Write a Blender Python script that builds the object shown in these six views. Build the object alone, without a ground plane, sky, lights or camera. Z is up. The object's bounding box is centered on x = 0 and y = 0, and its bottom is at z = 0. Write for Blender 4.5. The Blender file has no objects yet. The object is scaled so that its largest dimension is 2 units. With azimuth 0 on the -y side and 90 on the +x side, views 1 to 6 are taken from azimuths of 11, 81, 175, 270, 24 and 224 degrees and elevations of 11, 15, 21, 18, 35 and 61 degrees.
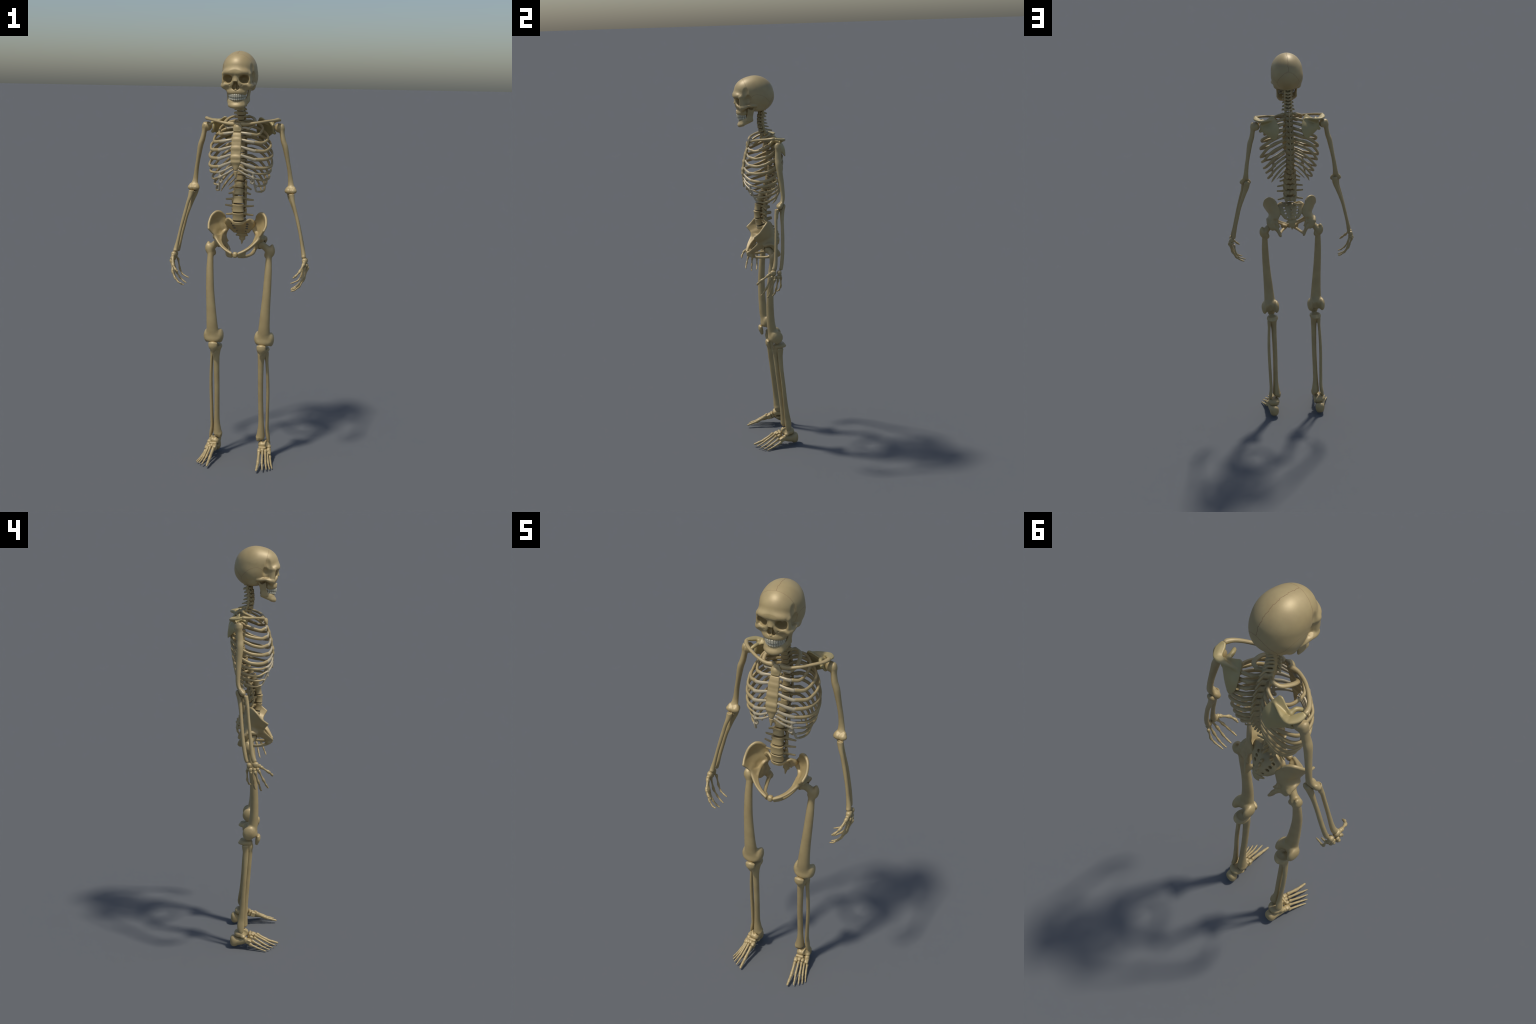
# Human skeleton, standing. Every bone is modelled as a small implicit solid
# (tubes, ellipsoids, drums, plates, smooth unions and cuts) and meshed here.
import bpy, math
import numpy as np

V = lambda *a: np.array(a, float)
rng = np.random.default_rng(7)

# ------------------------------------------------------------------ solid kit
def unit(v):
    v = np.asarray(v, float)
    return v / max(np.linalg.norm(v), 1e-12)

def spline(pts, n):
    """Catmull-Rom through rows of pts (any width), n samples per span."""
    P = np.asarray(pts, float)
    if len(P) == 2:
        t = np.linspace(0, 1, n + 1)[:, None]
        return P[0] * (1 - t) + P[1] * t
    Q = np.vstack([2 * P[0] - P[1], P, 2 * P[-1] - P[-2]])
    out = []
    for i in range(len(P) - 1):
        p0, p1, p2, p3 = Q[i:i + 4]
        t = np.linspace(0, 1, n, endpoint=False)[:, None]
        out.append(.5 * (2 * p1 + (p2 - p0) * t + (2 * p0 - 5 * p1 + 4 * p2 - p3) * t**2
                         + (3 * p1 - p0 - 3 * p2 + p3) * t**3))
    out.append(P[-1:])
    return np.vstack(out)

def frame(z, x=(1, 0, 0)):
    """Rotation whose columns are local axes; local z along z, local x near x."""
    z = unit(z); x = np.asarray(x, float); x = unit(x - z * (x @ z))
    return np.stack([x, np.cross(z, x), z], 1)

class Solid:
    def __init__(self, h):
        self.h = h; self.ops = []; self.lo = V(9, 9, 9); self.hi = -self.lo

    def _add(self, lo, hi, fn, k, cut):
        lo = np.asarray(lo, float); hi = np.asarray(hi, float)
        if not cut:
            self.lo = np.minimum(self.lo, lo); self.hi = np.maximum(self.hi, hi)
        self.ops.append((lo - k - 3 * self.h, hi + k + 3 * self.h, fn, k, cut))
        return self

    # -- primitives (fn gets open coordinate grids, returns distance)
    def ell(self, c, r, R=None, k=.004, cut=False, p=2.0):
        c = np.asarray(c, float); r = np.asarray(r, float) * np.ones(3)
        R = np.eye(3) if R is None else R
        ext = np.sqrt(((R * r)**2).sum(1)) * (1.0 if p == 2 else 1.25)
        def fn(X, Y, Z):
            q = [(X - c[0]) * R[0, i] + (Y - c[1]) * R[1, i] + (Z - c[2]) * R[2, i] for i in range(3)]
            if p == 2:
                k0 = np.sqrt(sum((q[i] / r[i])**2 for i in range(3))) + 1e-6
                k1 = np.sqrt(sum((q[i] / r[i]**2)**2 for i in range(3))) + 1e-6
                return k0 * (k0 - 1) / k1
            k0 = sum(np.abs(q[i] / r[i])**p for i in range(3))**(1 / p) + 1e-6
            k1 = np.sqrt(sum((q[i] / r[i]**2)**2 for i in range(3))) / (np.sqrt(sum((q[i] / r[i])**2 for i in range(3))) + 1e-9)
            return (k0 - 1) / np.maximum(k1, 1e-3)
        return self._add(c - ext, c + ext, fn, k, cut)

    def box(self, c, half, R=None, rd=.002, k=.004, cut=False):
        c = np.asarray(c, float); half = np.asarray(half, float); R = np.eye(3) if R is None else R
        ext = np.abs(R * half).sum(1)
        def fn(X, Y, Z):
            q = [np.abs((X - c[0]) * R[0, i] + (Y - c[1]) * R[1, i] + (Z - c[2]) * R[2, i]) - half[i] + rd for i in range(3)]
            out = np.sqrt(sum(np.maximum(a, 0)**2 for a in q))
            return out + np.minimum(np.maximum(np.maximum(q[0], q[1]), q[2]), 0) - rd
        return self._add(c - ext, c + ext, fn, k, cut)

    def drum(self, c, axis, hh, ra, rb, xdir=(1, 0, 0), waist=.08, rd=.0025, k=.004, p=2.3, cut=False):
        """Elliptic cylinder with a waist (vertebral body)."""
        c = np.asarray(c, float); R = frame(axis, xdir)
        m = max(ra, rb, hh) * 1.4
        def fn(X, Y, Z):
            q = [(X - c[0]) * R[0, i] + (Y - c[1]) * R[1, i] + (Z - c[2]) * R[2, i] for i in range(3)]
            w = 1 - waist * np.clip(1 - (q[2] / hh)**2, 0, 1)
            rad = ((np.abs(q[0] / (ra * w))**p + np.abs(q[1] / (rb * w))**p)**(1 / p) - 1) * min(ra, rb)
            hz = np.abs(q[2]) - hh
            a = np.maximum(rad + rd, 0); b = np.maximum(hz + rd, 0)
            return np.sqrt(a * a + b * b) + np.minimum(np.maximum(rad, hz) + rd, 0) - rd
        return self._add(c - m, c + m, fn, k, cut)

    def tube(self, pts, rad, ref=(0, 1, 0), n=6, k=.004, cut=False, flat=(False, False)):
        """Swept tube. rad rows: r, or (ra, rb): rb along ref, ra across it."""
        P = np.asarray(pts, float)
        r = np.asarray(rad, float)
        if r.ndim == 0: r = np.full(len(P), float(r))
        if r.ndim == 1: r = np.stack([r, r], 1)
        S = spline(np.hstack([P, r]), n if len(P) > 2 else 3)
        C, RR = S[:, :3], np.maximum(S[:, 3:], 2e-4)
        rm = RR.max(1); ref = np.asarray(ref, float)
        lo = (C - rm[:, None]).min(0); hi = (C + rm[:, None]).max(0); h = self.h
        def fn(X, Y, Z):
            ax = [X.ravel(), Y.ravel(), Z.ravel()]
            out = np.full((ax[0].size, ax[1].size, ax[2].size), .5, np.float32)
            for i in range(len(C) - 1):
                a, b = C[i], C[i + 1]; d = b - a; L2 = d @ d
                if L2 < 1e-12: continue
                t = d / math.sqrt(L2)
                vb = ref - t * (ref @ t)
                if np.linalg.norm(vb) < 1e-3: vb = V(1, .3, .2) - t * (V(1, .3, .2) @ t)
                vb = unit(vb); va = np.cross(vb, t)
                m = max(rm[i], rm[i + 1]) + k + 3 * h
                l2 = np.minimum(a, b) - m; h2 = np.maximum(a, b) + m
                sl = []
                for j in range(3):
                    i0 = np.searchsorted(ax[j], l2[j]); i1 = np.searchsorted(ax[j], h2[j])
                    sl.append(slice(i0, i1))
                if any(s.stop <= s.start for s in sl): continue
                x = (ax[0][sl[0]] - a[0])[:, None, None]; y = (ax[1][sl[1]] - a[1])[None, :, None]; z = (ax[2][sl[2]] - a[2])[None, None, :]
                tt = (x * d[0] + y * d[1] + z * d[2]) / L2
                tc = np.clip(tt, 0, 1)
                qx, qy, qz = x - tc * d[0], y - tc * d[1], z - tc * d[2]
                ra = RR[i, 0] + (RR[i + 1, 0] - RR[i, 0]) * tc; rb = RR[i, 1] + (RR[i + 1, 1] - RR[i, 1]) * tc
                u = qx * va[0] + qy * va[1] + qz * va[2]; w = qx * vb[0] + qy * vb[1] + qz * vb[2]
                e = qx * t[0] + qy * t[1] + qz * t[2]; mn = np.minimum(ra, rb)
                k0 = np.sqrt((u / ra)**2 + (w / rb)**2 + (e / mn)**2) + 1e-6
                k1 = np.sqrt((u / ra**2)**2 + (w / rb**2)**2 + (e / mn**2)**2) + 1e-3
                dd = k0 * (k0 - 1) / k1
                L = math.sqrt(L2)
                if flat[0] and i == 0: dd = np.maximum(dd, -tt * L)
                if flat[1] and i == len(C) - 2: dd = np.maximum(dd, (tt - 1) * L)
                v = out[sl[0], sl[1], sl[2]]
                np.minimum(v, dd, out=v)
            return out
        return self._add(lo, hi, fn, k, cut)

    def plate(self, net, k=.004, cut=False, dens=1.0):
        """Curved sheet: net[row][col] = (x, y, z, half thickness), rounded rim."""
        N = np.asarray(net, float); h = self.h
        step = max(h * .7, .42 * N[..., 3].min()) * dens
        def fine(N, ax):
            M = np.moveaxis(N, ax, 0); L = np.linalg.norm(np.diff(M[..., :3], axis=0), axis=-1).max()
            n = max(2, int(math.ceil(L / step)))
            s = M.shape; out = spline(M.reshape(s[0], -1), n)
            return np.moveaxis(out.reshape((len(out),) + s[1:]), 0, ax)
        S = fine(fine(N, 0), 1).reshape(-1, 4)
        C, r = S[:, :3], np.maximum(S[:, 3], 4e-4)
        lo = (C - r[:, None]).min(0); hi = (C + r[:, None]).max(0)
        def fn(X, Y, Z):
            ax = [X.ravel(), Y.ravel(), Z.ravel()]; o = V(ax[0][0], ax[1][0], ax[2][0])
            shp = (ax[0].size, ax[1].size, ax[2].size)
            out = np.full(shp, .5, np.float32).ravel()
            mm = np.ceil((r + k + 2 * h) / h).astype(int)
            for m in np.unique(mm):
                Cs, rs = C[mm == m], r[mm == m]
                g = np.arange(-m, m + 1); G = np.stack(np.meshgrid(g, g, g, indexing='ij'), -1).reshape(-1, 3)
                G = G[(G**2).sum(1) <= (m + 1)**2]
                off = (G[:, 0] * shp[1] + G[:, 1]) * shp[2] + G[:, 2]
                base = np.round((Cs - o) / h).astype(int)
                fr = (base * h + o - Cs).astype(np.float32); Gh = (G * h).astype(np.float32)
                flat = (base[:, 0] * shp[1] + base[:, 1]) * shp[2] + base[:, 2]
                for q in range(len(Cs)):
                    if ((base[q] < m) | (base[q] + m >= shp)).any():
                        I = base[q] + G; ok = ((I >= 0) & (I < shp)).all(1)
                    else: ok = slice(None)
                    d = Gh[ok] + fr[q]; d = np.sqrt(np.einsum('ij,ij->i', d, d)) - rs[q]
                    f = flat[q] + off[ok]
                    out[f] = np.minimum(out[f], d)
            return out.reshape(shp)
        return self._add(lo, hi, fn, k, cut)

    # -- meshing
    def field(self):
        h = self.h; lo = self.lo - 3 * h; n = np.ceil((self.hi + 3 * h - lo) / h).astype(int) + 1
        ax = [lo[i] + h * np.arange(n[i]) for i in range(3)]
        D = np.full(n, .5, np.float32)
        for l, u, fn, k, cut in self.ops:
            sl = tuple(slice(max(0, int((l[i] - lo[i]) / h)), max(0, min(n[i], int((u[i] - lo[i]) / h) + 2))) for i in range(3))
            if any(s.stop - s.start < 1 for s in sl): continue
            b = fn(ax[0][sl[0]][:, None, None], ax[1][sl[1]][None, :, None], ax[2][sl[2]][None, None, :])
            a = D[sl]
            if cut: b = -b; a2 = -a; b2 = -b
            else: a2, b2 = a, b
            kk = max(k, 1e-5); q = np.maximum(kk - np.abs(a2 - b2), 0) / kk
            s = np.minimum(a2, b2) - q * q * kk * .25
            D[sl] = -s if cut else s
        self.D, self.o = D, lo
        return self

    def value(self, P):
        g = (np.asarray(P) - self.o) / self.h; i = np.clip(np.floor(g).astype(int), 0, np.array(self.D.shape) - 2); f = np.clip(g - i, 0, 1)
        s = 0
        for dx in (0, 1):
            for dy in (0, 1):
                for dz in (0, 1):
                    w = (f[:, 0] if dx else 1 - f[:, 0]) * (f[:, 1] if dy else 1 - f[:, 1]) * (f[:, 2] if dz else 1 - f[:, 2])
                    s = s + w * self.D[i[:, 0] + dx, i[:, 1] + dy, i[:, 2] + dz]
        return s

    def mesh(self, smooth=2):
        if not hasattr(self, 'D'): self.field()
        D, h, o = self.D, self.h, self.o
        n = np.array(D.shape); ins = D < 0
        cnt = np.zeros(n - 1, np.int8)
        for dx in (0, 1):
            for dy in (0, 1):
                for dz in (0, 1):
                    cnt += ins[dx:n[0] - 1 + dx, dy:n[1] - 1 + dy, dz:n[2] - 1 + dz]
        act = np.argwhere((cnt > 0) & (cnt < 8))
        idx = np.full(n - 1, -1, np.int64); idx[tuple(act.T)] = np.arange(len(act))
        acc = np.zeros((len(act), 3)); num = np.zeros(len(act))
        cor = [(a, b, c) for a in (0, 1) for b in (0, 1) for c in (0, 1)]
        for p in cor:
            for axn in range(3):
                if p[axn]: continue
                q = list(p); q[axn] = 1
                d0 = D[tuple((act + p).T)]; d1 = D[tuple((act + q).T)]
                x = (d0 < 0) != (d1 < 0)
                t = d0[x] / (d0[x] - d1[x])
                e = np.tile(np.array(p, float), (x.sum(), 1)); e[:, axn] += t
                acc[x] += e; num[x] += 1
        vert = act + acc / num[:, None]
        faces = []
        for axn in range(3):
            b, c = (axn + 1) % 3, (axn + 2) % 3
            s0 = [slice(None)] * 3; s1 = [slice(None)] * 3
            s0[axn] = slice(0, -1); s1[axn] = slice(1, None)
            A, B = ins[tuple(s0)], ins[tuple(s1)]
            for flip, sel in ((False, A & ~B), (True, ~A & B)):
                e = np.argwhere(sel)
                e = e[(e[:, b] > 0) & (e[:, c] > 0) & (e[:, b] < n[b] - 1) & (e[:, c] < n[c] - 1)]
                def at(db, dc):
                    f = e.copy(); f[:, b] -= db; f[:, c] -= dc
                    return idx[tuple(f.T)]
                q = np.stack([at(1, 1), at(0, 1), at(0, 0), at(1, 0)], 1)
                faces.append(q[:, ::-1] if flip else q)
        F = np.vstack(faces); F = F[(F >= 0).all(1)]
        vert = vert * h + o
        E = np.vstack([F[:, [0, 1]], F[:, [1, 2]], F[:, [2, 3]], F[:, [3, 0]]])
        for it in range(smooth):
            for lam in (.5, -.52):
                s = np.zeros_like(vert); c = np.zeros(len(vert))
                for j in range(3):
                    s[:, j] = np.bincount(E[:, 0], vert[E[:, 1], j], len(vert)) + np.bincount(E[:, 1], vert[E[:, 0], j], len(vert))
                c = np.bincount(E[:, 0], minlength=len(vert)) + np.bincount(E[:, 1], minlength=len(vert))
                vert = vert + lam * (s / np.maximum(c, 1)[:, None] - vert)
        return vert, F

# ------------------------------------------------------------------ materials
def lin(c):
    return tuple(((x / 255 / 12.92) if x / 255 <= .04045 else ((x / 255 + .055) / 1.055)**2.4) for x in c)

def material(name, base, var, rough=.5, scale=18., grain=.05, bump=.06, dark=None):
    m = bpy.data.materials.new(name); m.use_nodes = True
    nt = m.node_tree; N = nt.nodes; L = nt.links; b = N['Principled BSDF']
    tc = N.new('ShaderNodeTexCoord'); geo = N.new('ShaderNodeNewGeometry')
    n1 = N.new('ShaderNodeTexNoise'); n1.inputs['Scale'].default_value = scale; n1.inputs['Detail'].default_value = 5
    n2 = N.new('ShaderNodeTexNoise'); n2.inputs['Scale'].default_value = scale * 14; n2.inputs['Detail'].default_value = 3
    L.new(geo.outputs['Position'], n1.inputs['Vector']); L.new(geo.outputs['Position'], n2.inputs['Vector'])
    r1 = N.new('ShaderNodeValToRGB'); r1.color_ramp.elements[0].position = .33; r1.color_ramp.elements[1].position = .68
    r1.color_ramp.elements[0].color = (*lin(var), 1); r1.color_ramp.elements[1].color = (*lin(base), 1)
    L.new(n1.outputs['Fac'], r1.inputs['Fac'])
    mx = N.new('ShaderNodeMix'); mx.data_type = 'RGBA'; mx.blend_type = 'MULTIPLY'; mx.inputs[0].default_value = 1
    rr = N.new('ShaderNodeMapRange'); rr.inputs['To Min'].default_value = 1 - grain; rr.inputs['To Max'].default_value = 1 + grain
    L.new(n2.outputs['Fac'], rr.inputs['Value'])
    L.new(r1.outputs['Color'], mx.inputs[6]); L.new(rr.outputs['Result'], mx.inputs[7])
    L.new(mx.outputs[2], b.inputs['Base Color'])
    b.inputs['Roughness'].default_value = rough
    b.inputs['IOR'].default_value = 1.6
    b.inputs['Specular IOR Level'].default_value = 1.0
    b.inputs['Specular Tint'].default_value = (1, .86, .62, 1)
    bp = N.new('ShaderNodeBump'); bp.inputs['Strength'].default_value = bump; bp.inputs['Distance'].default_value = .002
    L.new(n2.outputs['Fac'], bp.inputs['Height']); L.new(bp.outputs['Normal'], b.inputs['Normal'])
    return m

BONE = material('aged_ivory_bone', (171, 152, 107), (162, 142, 99), rough=.5)
SCAP = material('olive_ivory_bone', (168, 153, 104), (160, 144, 96), rough=.5)
CART = material('pale_cartilage', (180, 169, 143), (170, 157, 129), rough=.4, scale=30)
TOOTH = material('tooth_enamel', (188, 184, 164), (176, 172, 152), rough=.3, scale=60, grain=.03, bump=.02)
SUTURE = material('suture_brown', (146, 116, 80), (126, 99, 68), rough=.7, scale=80)

# ------------------------------------------------------------------ scene kit
ROOT = bpy.data.objects.new('human_skeleton', None)
bpy.context.scene.collection.objects.link(ROOT)
ROOT.empty_display_size = .2
ROOT['label'] = 'standing human skeleton with tan ivory-coloured bones'
ROOT['category'] = 'skeleton'

def empty(name, loc=(0, 0, 0)):
    e = bpy.data.objects.new(name, None); e.empty_display_size = .05
    bpy.context.scene.collection.objects.link(e); e.location = loc; e.parent = ROOT
    return e

def put(name, vert, F, mat, parent=ROOT, flip=False):
    if flip:
        vert = vert * V(-1, 1, 1); F = F[:, ::-1]
    c = (vert.min(0) + vert.max(0)) / 2
    me = bpy.data.meshes.new(name)
    me.vertices.add(len(vert)); me.vertices.foreach_set('co', (vert - c).astype(np.float32).ravel())
    w = F.shape[1]
    me.loops.add(F.size); me.loops.foreach_set('vertex_index', F.astype(np.int32).ravel())
    me.polygons.add(len(F)); me.polygons.foreach_set('loop_start', np.arange(0, F.size, w, dtype=np.int32))
    me.polygons.foreach_set('use_smooth', np.ones(len(F), bool))
    me.update(); me.validate()
    me.materials.append(mat)
    ob = bpy.data.objects.new(name, me); bpy.context.scene.collection.objects.link(ob)
    ob.parent = parent
    ob.location = c - (V(*parent.location) if parent is not ROOT else 0)
    return ob

def bone(name, solid, mat=BONE, parent=ROOT, pair=False, parent2=None, smooth=2):
    v, F = solid.mesh(smooth)
    a = put(name, v, F, mat, parent)
    if pair: put(name, v, F, mat, parent2 or parent, flip=True)
    return a

# ================================================================== ARM BONES
def humerus():
    s = Solid(.0019)
    # centre x, y, z, half width (x), half depth (y)
    T = [(.1855, .0590, 1.6480, .0140, .0165), (.1880, .0575, 1.6280, .0115, .0155), (.1945, .0545, 1.5950, .0124, .0160),
         (.2040, .0550, 1.5670, .0130, .0160), (.2115, .0583, 1.5300, .0116, .0144), (.2190, .0622, 1.4900, .0098, .0133),
         (.2258, .0652, 1.4520, .0102, .0117), (.2308, .0670, 1.4120, .0118, .0103), (.2335, .0635, 1.3880, .0145, .0100),
         (.2355, .0560, 1.3720, .0185, .0105)]
    T = np.array(T); s.tube(T[:, :3], T[:, 3:], ref=(0, 1, 0), n=5, k=.004)
    s.ell((.1695, .0610, 1.6545), (.0185, .0195, .0215), k=.008)           # head
    s.ell((.1850, .0570, 1.6600), (.0120, .0150, .0150), k=.008)           # greater tubercle
    s.ell((.1770, .0470, 1.6560), (.0070, .0070, .0110), k=.006)           # lesser tubercle
    s.tube([(.1800, .0405, 1.668), (.1855, .0395, 1.640)], [.0016, .0016], k=.004, cut=True)
    # trochlea and capitulum, a waisted roll across the elbow
    s.tube([(.2185, .0480, 1.3610), (.2270, .0470, 1.3610), (.2370, .0470, 1.3610), (.2470, .0460, 1.3610), (.2545, .0460, 1.3620)],
           [(.0115), (.0138), (.0115), (.0132), (.0105)], k=.008)
    s.ell((.2195, .0540, 1.3680), (.0085, .0090, .0110), k=.008)
    s.ell((.2530, .0530, 1.3700), (.0060, .0080, .0110), k=.008)
    s.ell((.2300, .0740, 1.3710), (.0100, .0070, .0100), k=.006, cut=True)  # olecranon fossa
    s.ell((.2400, .0345, 1.3780), (.0075, .0030, .0060), k=.006, cut=True)
    return s

def ulna():
    s = Solid(.0017)
    T = np.array([(.2275, .0690, 1.3640, .0125, .0085), (.2300, .0650, 1.3500, .0150, .0110), (.2345, .0605, 1.3300, .0135, .0112),
         (.2440, .0577, 1.3030, .0108, .0097), (.2555, .0558, 1.2710, .0092, .0081), (.2720, .0533, 1.2220, .0079, .0085),
         (.2842, .0500, 1.1730, .0080, .0086), (.2960, .0450, 1.1230, .0080, .0090), (.3055, .0375, 1.0730, .0092, .0090),
         (.3085, .0320, 1.0530, .0090, .0088)])
    s.tube(T[:, :3], T[:, 3:], n=5, k=.003, flat=(False, True))
    s.ell((.2280, .0690, 1.3600), (.0140, .0090, .0120), k=.006)
    s.ell((.2330, .0500, 1.3400), (.0090, .0090, .0060), k=.005)            # coronoid process
    s.ell((.2300, .0490, 1.3600), (.0260, .0130, .0140), k=.003, cut=True)  # trochlear notch
    return s

def radius():
    s = Solid(.0017)
    T = np.array([(.2430, .0325, 1.3460, .0130, .0112), (.2448, .0315, 1.3360, .0125, .0110), (.2500, .0265, 1.3150, .0095, .0088),
         (.2570, .0238, 1.2950, .0082, .0077), (.2655, .0222, 1.2650, .0080, .0070), (.2785, .0185, 1.2150, .0080, .0073),
         (.2920, .0142, 1.1600, .0072, .0082), (.3035, .0090, 1.1050, .0082, .0096), (.3110, .0030, 1.0700, .0104, .0112),
         (.3130, -.0025, 1.0560, .0108, .0120)])
    s.tube(T[:, :3], T[:, 3:], n=5, k=.003, flat=(True, True))
    s.ell((.2435, .0325, 1.3500), (.0095, .0080, .0045), k=.003, cut=True)
    s.ell((.2530, .0300, 1.3120), (.0050, .0060, .0090), k=.006)
    return s

bone('humerus', humerus(), pair=True)
bone('ulna', ulna(), pair=True)
bone('radius', radius(), pair=True)

# ---- hands
HAND = [empty('hand', (.31, 0, 1.03)), empty('hand', (-.31, 0, 1.03))]

def longbone(a, b, r0, rm, r1, h=.0009, nail=False, tall=1.0):
    """Small tubular bone: flared base r0, waist rm, knuckled head r1; tall stretches the base upright."""
    a, b = V(*a), V(*b); d = b - a
    s = Solid(h)
    if nail:
        f = [0, .10, .45, .82, 1]; r = [r0 * .94, r0, rm, r1 * 1.1, r1 * .8]; b2 = b - unit(d) * r1 * .8
    else:
        f = [0, .10, .34, .66, .88, 1]; r = [r0 * .94, r0, rm, rm, r1, r1 * .90]; b2 = b
    a2 = a
    pts = [a2 + (b2 - a2) * x for x in f]
    r = np.array(r); tf = np.interp(f, [0, .35, 1], [tall, 1 + (tall - 1) * .5, 1 + (tall - 1) * .15])
    s.tube(pts, np.stack([r, r * tf], 1), ref=(0, 0, 1) if tall != 1 else (0, 1, 0), n=4, k=.001, flat=(True, not nail))
    return s

def pair2(name, s, grp, mat=BONE):
    bone(name, s, mat, grp[0], True, grp[1], smooth=2)

def gap(a, b, g):
    a, b = V(*a), V(*b); t = unit(b - a); return a + t * g, b - t * g

# joint centres: base, knuckle, middle joint, end joint, tip
FINGER = {
    'thumb': [(.3180, -.0315, 1.0300), (.3050, -.0700, .9995), (.2890, -.0840, .9815), (.2750, -.0865, .9705)],
    'index': [(.3225, -.0220, 1.0130), (.3150, -.0450, .9610), (.2990, -.0565, .9330), (.2800, -.0640, .9160), (.2625, -.0660, .9115)],
    'middle': [(.3345, -.0040, 1.0105), (.3180, -.0205, .9540), (.2990, -.0275, .9190), (.2770, -.0320, .9020), (.2595, -.0350, .8965)],
    'ring': [(.3285, .0140, 1.0080), (.3100, .0050, .9510), (.2900, .0015, .9240), (.2700, -.0030, .9085), (.2550, -.0070, .9015)],
    'little': [(.3095, .0320, 1.0130), (.2995, .0315, .9600), (.2855, .0245, .9380), (.2630, .0180, .9275), (.2485, .0155, .9225)]}
for nm, J in FINGER.items():
    fat = {'thumb': 1.12, 'index': 1.0, 'middle': 1.03, 'ring': .96, 'little': .88}[nm]
    R = [(.0072, .0044, .0066), (.0060, .0040, .0053), (.0051, .0036, .0043), (.0043, .0031, .0028)]
    if nm == 'thumb': R = [R[0], R[1], (.0054, .0038, .0034)]
    for i in range(len(J) - 1):
        a, b = gap(J[i], J[i + 1], .0007)
        r0, rm, r1 = (x * fat for x in R[i])
        last = i == len(J) - 2
        pair2('metacarpal' if i == 0 else 'phalanx', longbone(a, b, r0, rm, r1, nail=last), HAND)

CARPAL = [((.3185, -.0075, 1.0405), (.0125, .0150, .0138)),   # scaphoid and lunate
          ((.3185, .0225, 1.0385), (.0120, .0112, .0125)),    # triquetral under the ulna
          ((.3185, -.0255, 1.0345), (.0082, .0080, .0092)),   # trapezium
          ((.3255, -.0170, 1.0215), (.0086, .0074, .0082)),   # trapezoid
          ((.3280, -.0020, 1.0190), (.0090, .0080, .0092)),   # capitate
          ((.3230, .0155, 1.0180), (.0095, .0105, .0108)),    # hamate
          ((.3175, .0275, 1.0220), (.0078, .0070, .0080))]    # pisiform
for c, r in CARPAL:
    pair2('carpal_bone', Solid(.001).ell(c, r, p=2.5), HAND)

# ================================================================== LEG BONES
def femur():
    s = Solid(.0022)
    T = np.array([(.1440, .0240, 1.0750, .0160, .0160), (.1430, .0180, 1.0450, .0145, .0152), (.1430, .0120, 1.0050, .0160, .0155),
         (.1428, .0080, .9650, .0176, .0166), (.1400, .0015, .8800, .0197, .0185), (.1353, .0000, .8020, .0222, .0195),
         (.1308, .0020, .7250, .0257, .0212), (.1285, .0070, .6800, .0285, .0235), (.1270, .0125, .6500, .0320, .0240)])
    s.tube(T[:, :3], T[:, 3:], n=6, k=.005)
    s.ell((.1265, .0190, .6400), (.0430, .0250, .0330), k=.014)      # flare above the knee
    s.ell((.1590, .0310, .6360), (.0150, .0290, .0345), k=.013)      # outer condyle
    s.ell((.0935, .0320, .6380), (.0150, .0290, .0345), k=.013)      # inner condyle
    s.ell((.1265, .0060, .6250), (.0330, .0190, .0190), k=.012)      # patellar surface
    s.ell((.1265, .0620, .6260), (.0150, .0270, .0320), k=.010, cut=True)
    # neck, head, trochanters
    s.tube([(.1440, .0240, 1.0740), (.1260, .0180, 1.0910), (.1060, .0100, 1.1070)], [(.0180, .0180), (.0165, .0150), (.0165, .0165)], k=.012)
    s.ell((.1010, .0070, 1.1100), (.0215, .0215, .0215), k=.006)
    s.tube([(.1540, .0260, 1.0600), (.1570, .0275, 1.0800), (.1560, .0300, 1.0990)], [(.0130, .0170), (.0118, .0165), (.0070, .0100)], k=.010)
    s.ell((.1575, .0240, 1.0780), (.0110, .0150, .0190), R=frame((-.12, .1, 1)), k=.006, p=2.6)
    s.ell((.1270, .0300, 1.0510), (.0085, .0085, .0120), k=.014)
    s.ell((.1440, .0430, 1.0990), (.0080, .0070, .0110), k=.006, cut=True)
    return s
bone('femur', femur(), pair=True)

def patella():
    s = Solid(.0013)
    rows = [(.6070, -.0180, .0150, .0088), (.5950, -.0170, .0135, .0095), (.5800, -.0130, .0075, .0090), (.5665, -.0100, .0015, .0066)]
    s.plate([[(.1200 + u * w, y + .003 * u * u, z + (.002 * (1 - u * u) if i == 0 else 0), r * (1 - .12 * u * u)) for u in (-1, -.5, 0, .5, 1)] for i, (z, y, w, r) in enumerate(rows)], k=.003)
    s.ell((.1200, -.0130, .5950), (.0190, .0130, .0210), R=frame((0, -.25, 1)), k=.006)
    s.ell((.1200, .0130, .5950), (.0320, .0170, .0300), R=frame((0, -.15, 1)), k=.004, cut=True)
    return s
bone('patella', patella(), pair=True)

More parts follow.
